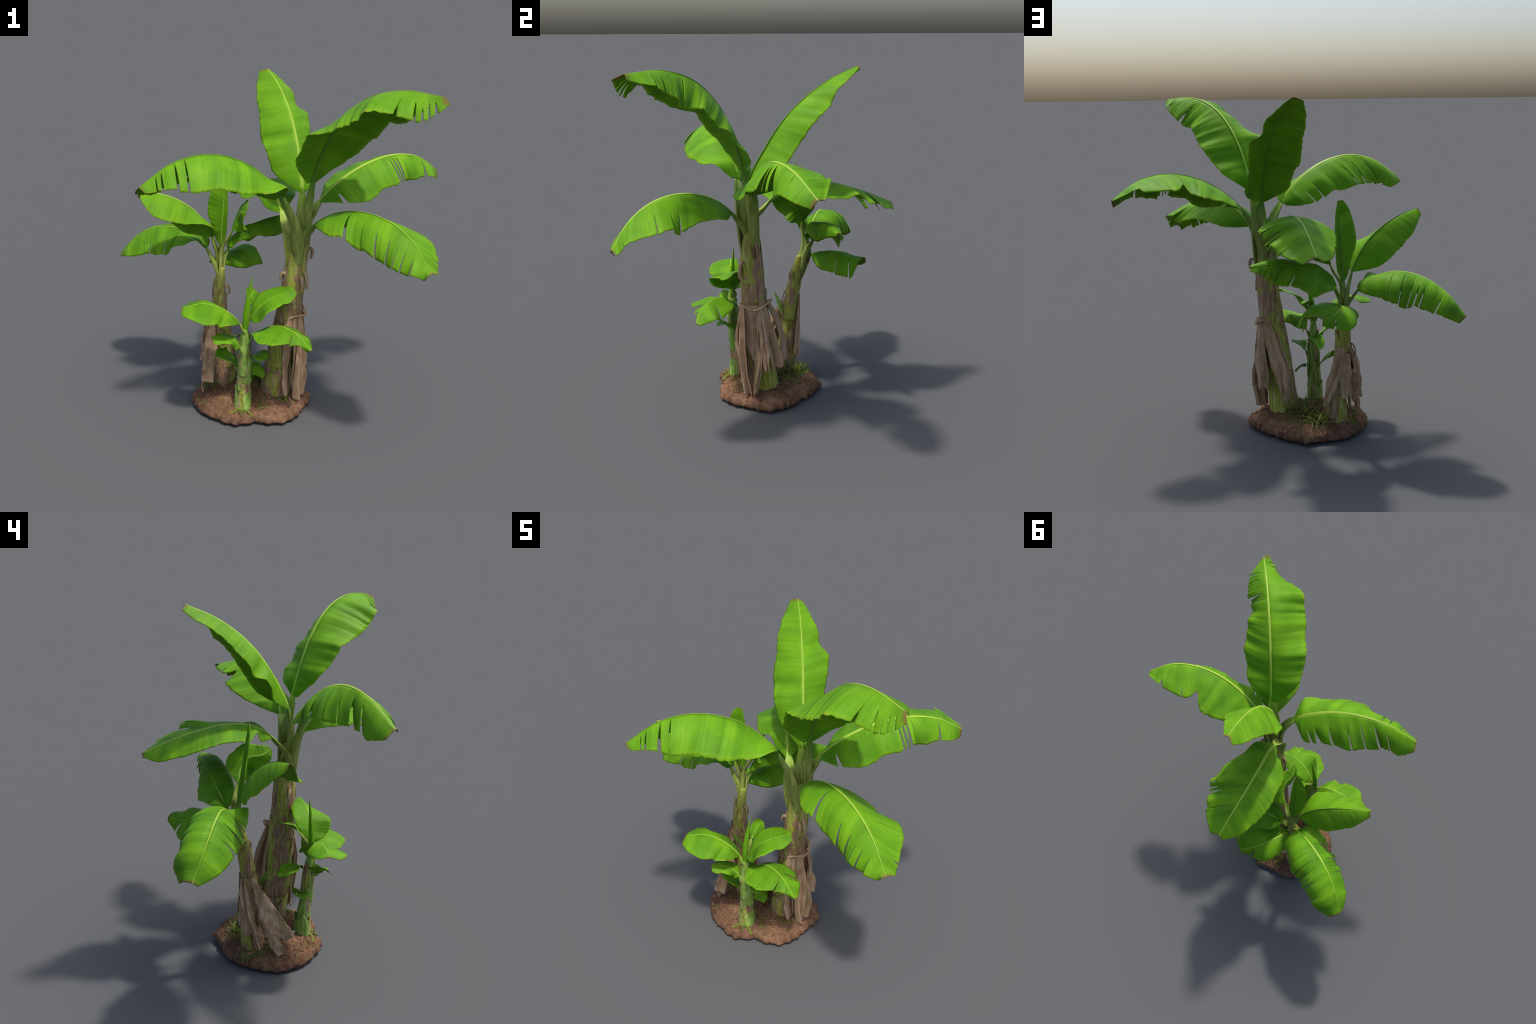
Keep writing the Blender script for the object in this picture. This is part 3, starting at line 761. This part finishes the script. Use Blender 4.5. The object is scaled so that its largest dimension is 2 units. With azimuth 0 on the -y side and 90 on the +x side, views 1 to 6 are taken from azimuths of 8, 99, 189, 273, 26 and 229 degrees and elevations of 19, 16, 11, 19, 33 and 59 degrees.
rope("dry_collar", [(.17, -.17, .64), (.215, -.168, .655), (.247, -.14, .65), (.25, -.095, .635), (.245, -.055, .635), (.222, -.015, .66), (.187, .009, .675), (.15, .0, .665)], .008, .01, DEAD, clump, 3)
rope("dry_string", [(-.325, .07, .56), (-.35, .09, .575), (-.37, .1, .54), (-.365, .09, .5), (-.38, .08, .48)], .004, .003, TWIG, clump, 5)
rope("dry_string", [(-.32, .03, .5), (-.35, .05, .45), (-.35, .03, .42), (-.335, -.01, .42)], .003, .002, TWIG, clump, 6)
rope("dry_string", [(-.31, .05, .6), (-.335, .02, .56), (-.345, .0, .5), (-.35, -.02, .46)], .004, .003, TWIG, clump, 7)

# shrivelled stubs on the trunks
L, R = strip((.008, .014, .012, .006), (.008, .014, .012, .006), (-40, -50, -40, 0), (-40, -50, -40, 0))
def stub(K, facing, seed):
    return leaf("stub", K, facing, .02, L, R, stalk=(.004, .003, .001), wave=.008, bow=.3, ragged=.2, seed=seed, fine=.35, blade_mat=DEAD, stalk_mat=DEAD, part="shrivelled_stub", rib="stub_rib", thick=.003, curl=.5)


stub([(.14, -.13, .9), (.125, -.14, .91), (.105, -.135, .895), (.098, -.128, .86)], (-.3, -.6, .7), 41)
stub([(.235, -.135, .93), (.255, -.155, .91), (.262, -.16, .87), (.262, -.155, .82)], (.6, -.6, .4), 43)
stub([(.215, -.15, .9), (.23, -.165, .89), (.235, -.17, .85), (.23, -.165, .81)], (.3, -.9, .3), 45)
stub([(.25, -.07, 1.02), (.268, -.06, 1.03), (.272, -.05, 1.0), (.268, -.05, .97)], (.8, .4, .4), 47)
stub([(-.26, .08, .7), (-.245, .075, .715), (-.238, .07, .7), (-.235, .07, .67)], (.8, -.2, .4), 49)
# pointed bud on the middle plant
L, R = strip((.008, .022, .016, .003), (.008, .022, .016, .003), (-50, -50, -40, 0), (-50, -50, -40, 0))
leaf("bud", [(-.232, .012, .43), (-.25, -.005, .48), (-.27, -.025, .53), (-.285, -.038, .567)], (.7, -.5, .2), .02, L, R, stalk=(.006, .004, .001), wave=.002, bow=.1, seed=51, fine=.4, part="pointed_bud", rib="bud_rib", blade_mat=YOUNG)

# ----------------------------------------------------------------------------- soil mound
MC = np.array((-.06, -.03))
RIM = [(-180, .37), (-167, .388), (-152, .378), (-138, .36), (-126, .357), (-114, .345), (-101, .348), (-91, .325), (-80, .295), (-65, .325), (-52, .355), (-40, .35), (-18, .335), (-5, .338), (6, .36),
       (18, .335), (32, .308), (50, .278), (74, .276), (92, .3), (97, .322), (103, .3), (118, .295), (140, .325), (152, .342), (166, .352), (180, .37)]


def rim_radius(a):
    d = (math.degrees(a) + 180) % 360 - 180
    r = float(np.interp(d, [x for x, _ in RIM], [y for _, y in RIM]))
    return r + .016 * noise.noise(Vector((math.cos(a) * 9, math.sin(a) * 9, 0))) + .008 * noise.noise(Vector((math.cos(a) * 22, math.sin(a) * 24, 3)))


def mound_top(x, y):
    dx, dy = x - MC[0], y - MC[1]
    q = min(1, math.hypot(dx, dy) / rim_radius(math.atan2(dy, dx)))
    z = .118 - .066 * q ** 2.2
    return z + .01 * noise.fractal(Vector((x * 14, y * 14, 1)), 1, 2, 3) + .005 * noise.fractal(Vector((x * 42, y * 42, 5)), 1, 2, 4)


NA, NQ = 220, 60
prof = [(0, 1)]
V = []
for k in range(NQ):
    q = (k / (NQ - 1)) ** .8
    for j in range(NA):
        a = 2 * math.pi * j / NA
        r = rim_radius(a) * q * .97
        x, y = MC[0] + r * math.cos(a), MC[1] + r * math.sin(a)
        z = mound_top(x, y)
        V.append((x, y, z))
low = []
for s, zz in ((.99, .036), (1.0, .026), (.985, .016), (.94, .008), (.85, .002), (.5, 0.), (.0, 0.)):
    for j in range(NA):
        a = 2 * math.pi * j / NA
        r = rim_radius(a) * s
        bump = .009 * noise.fractal(Vector((math.cos(a) * 16, math.sin(a) * 16, zz * 40)), 1, 2, 3)
        V.append((MC[0] + (r + bump) * math.cos(a), MC[1] + (r + bump) * math.sin(a), max(0., zz + (bump if zz > .005 else 0))))
F = [f[::-1] for f in grid_faces(NQ + 7, NA, 0, True)]
F = [tuple(reversed(f)) for f in F]
mound = mesh_object("soil_mound", V, F, SOIL, clump)

# ----------------------------------------------------------------------------- small things on the soil
def blades(name, centre, count, spread, h, seed, mat=GRASS, lean=1.0, width=.0028):
    rnd = random.Random(seed)
    V, F = [], []
    for _ in range(count):
        x, y = centre[0] + rnd.gauss(0, spread), centre[1] + rnd.gauss(0, spread)
        z = mound_top(x, y) - .004
        a, ln, l = rnd.uniform(0, 6.28), rnd.uniform(.25, 1.0) * lean, h * rnd.uniform(.5, 1.25)
        d = np.array([math.cos(a), math.sin(a), 0])
        s = np.array([-math.sin(a), math.cos(a), 0])
        start, w = len(V), width * rnd.uniform(.7, 1.4)
        for i in range(6):
            t = i / 5
            p = np.array([x, y, z]) + d * l * ln * t ** 1.4 + np.array([0, 0, l * (t - .55 * ln * t ** 2)])
            ww = w * (1 - t) ** .7 + .0002
            for q in (-1, 0, 1):
                V.append(p + s * ww * q - np.array([0, 0, .3 * ww * (q == 0)]))
        F += grid_faces(6, 3, start)
    ob = mesh_object(name, V, F, mat, clump, thick=.0008)
    ob["kind"] = "stuff"
    return ob


for k, (x, y, n, sp, h, lean) in enumerate([
        (-.31, -.05, 26, .03, .03, 1.), (.115, -.15, 40, .03, .028, 1.2), (.15, -.1, 16, .02, .03, .8), (-.24, -.1, 12, .02, .025, 1.),
        (-.17, .14, 36, .025, .075, 1.), (.01, -.225, 24, .02, .03, 1.1), (-.085, -.32, 16, .012, .035, .8), (-.25, .075, 12, .02, .06, .9),
        (-.04, .03, 40, .04, .085, 1.1), (-.36, .05, 34, .03, .04, 1.), (-.33, -.02, 26, .03, .04, 1.), (.02, .13, 14, .02, .05, 1.),
        (-.09, .12, 30, .03, .05, 1.2), (.035, .06, 14, .02, .05, 1.), (-.34, -.21, 8, .012, .02, 1.), (-.2, -.3, 10, .02, .02, 1.2), (0., -.12, 24, .03, .03, 1.)]):
    blades("grass_tuft", (x, y), int(n * .9), sp * 1.2, h, 60 + k, lean=lean)
for k, (x, y, n, sp, h) in enumerate([(-.04, .03, 12, .02, .15), (-.02, .06, 8, .03, .13), (-.17, .14, 10, .02, .1), (-.09, .1, 8, .03, .11), (.02, .03, 7, .02, .13)]):
    blades("grass_tuft", (x, y), n, sp, h, 160 + k, mat=OLIVE, lean=1.1, width=.0042)

# small round weed leaves and straw litter
def scatter(name, count, seed, mat, make, region):
    rnd = random.Random(seed)
    V, F = [], []
    for _ in range(count):
        cx, cy, rad = region[rnd.randrange(len(region))]
        x, y = cx + rnd.gauss(0, rad), cy + rnd.gauss(0, rad)
        a = math.atan2(y - MC[1], x - MC[0])
        if math.hypot(x - MC[0], y - MC[1]) > rim_radius(a) * .93:
            continue
        make(V, F, x, y, mound_top(x, y), rnd)
    ob = mesh_object(name, V, F, mat, clump)
    ob["kind"] = "stuff"


def crumb(V, F, x, y, z, rnd):
    r = rnd.uniform(.0015, .005)
    start = len(V)
    for i in range(4):
        for j in range(6):
            th, a = math.pi * (i + .5) / 4, 2 * math.pi * j / 6
            k = r * rnd.uniform(.7, 1.2)
            V.append((x + k * math.sin(th) * math.cos(a), y + k * math.sin(th) * math.sin(a), z + .5 * r + k * math.cos(th) * .8))
    F += [f[::-1] for f in grid_faces(4, 6, start, True)] + [tuple(range(start, start + 6)), tuple(range(start + 18, start + 24))[::-1]]


def straw(V, F, x, y, z, rnd):
    a, l, r = rnd.uniform(0, 6.28), rnd.uniform(.008, .03), rnd.uniform(.0006, .0013)
    d, s = np.array([math.cos(a), math.sin(a), rnd.uniform(-.1, .2)]), np.array([-math.sin(a), math.cos(a), 0])
    start = len(V)
    for t in (0, 1):
        for j in range(5):
            b = 2 * math.pi * j / 5
            V.append(np.array([x, y, z + .0015]) + d * l * t + r * (math.cos(b) * s + math.sin(b) * np.array([0, 0, 1])))
    F += grid_faces(2, 5, start, True)


scatter("soil_crumbs", 900, 81, STONE, crumb, [(-.06, -.03, .18), (-.1, -.25, .1), (.1, -.15, .12), (-.25, -.05, .12), (-.1, .12, .12)])
scatter("straw_litter", 380, 82, STRAW, straw, [(-.06, -.03, .2), (-.2, -.26, .07), (-.12, -.3, .06), (.1, -.2, .08), (-.3, -.15, .06)])


def root(pts, r0, r1, seed):
    return rope("mossy_root", pts, r0, r1, MOSS, clump, seed, n=24)


def g(x, y, up=0.):
    return (x, y, mound_top(x, y) + up)


root([(-.1, -.285, .075), g(-.115, -.3, .004), g(-.145, -.315, .003), g(-.165, -.32, -.002)], .011, .006, 3)
root([(-.075, -.285, .075), g(-.06, -.3, .004), g(-.04, -.315, .004), g(-.022, -.325, 0)], .012, .006, 4)
root([(.13, -.12, .09), g(.145, -.14, .004), g(.158, -.155, .003), g(.165, -.165, 0)], .012, .007, 5)
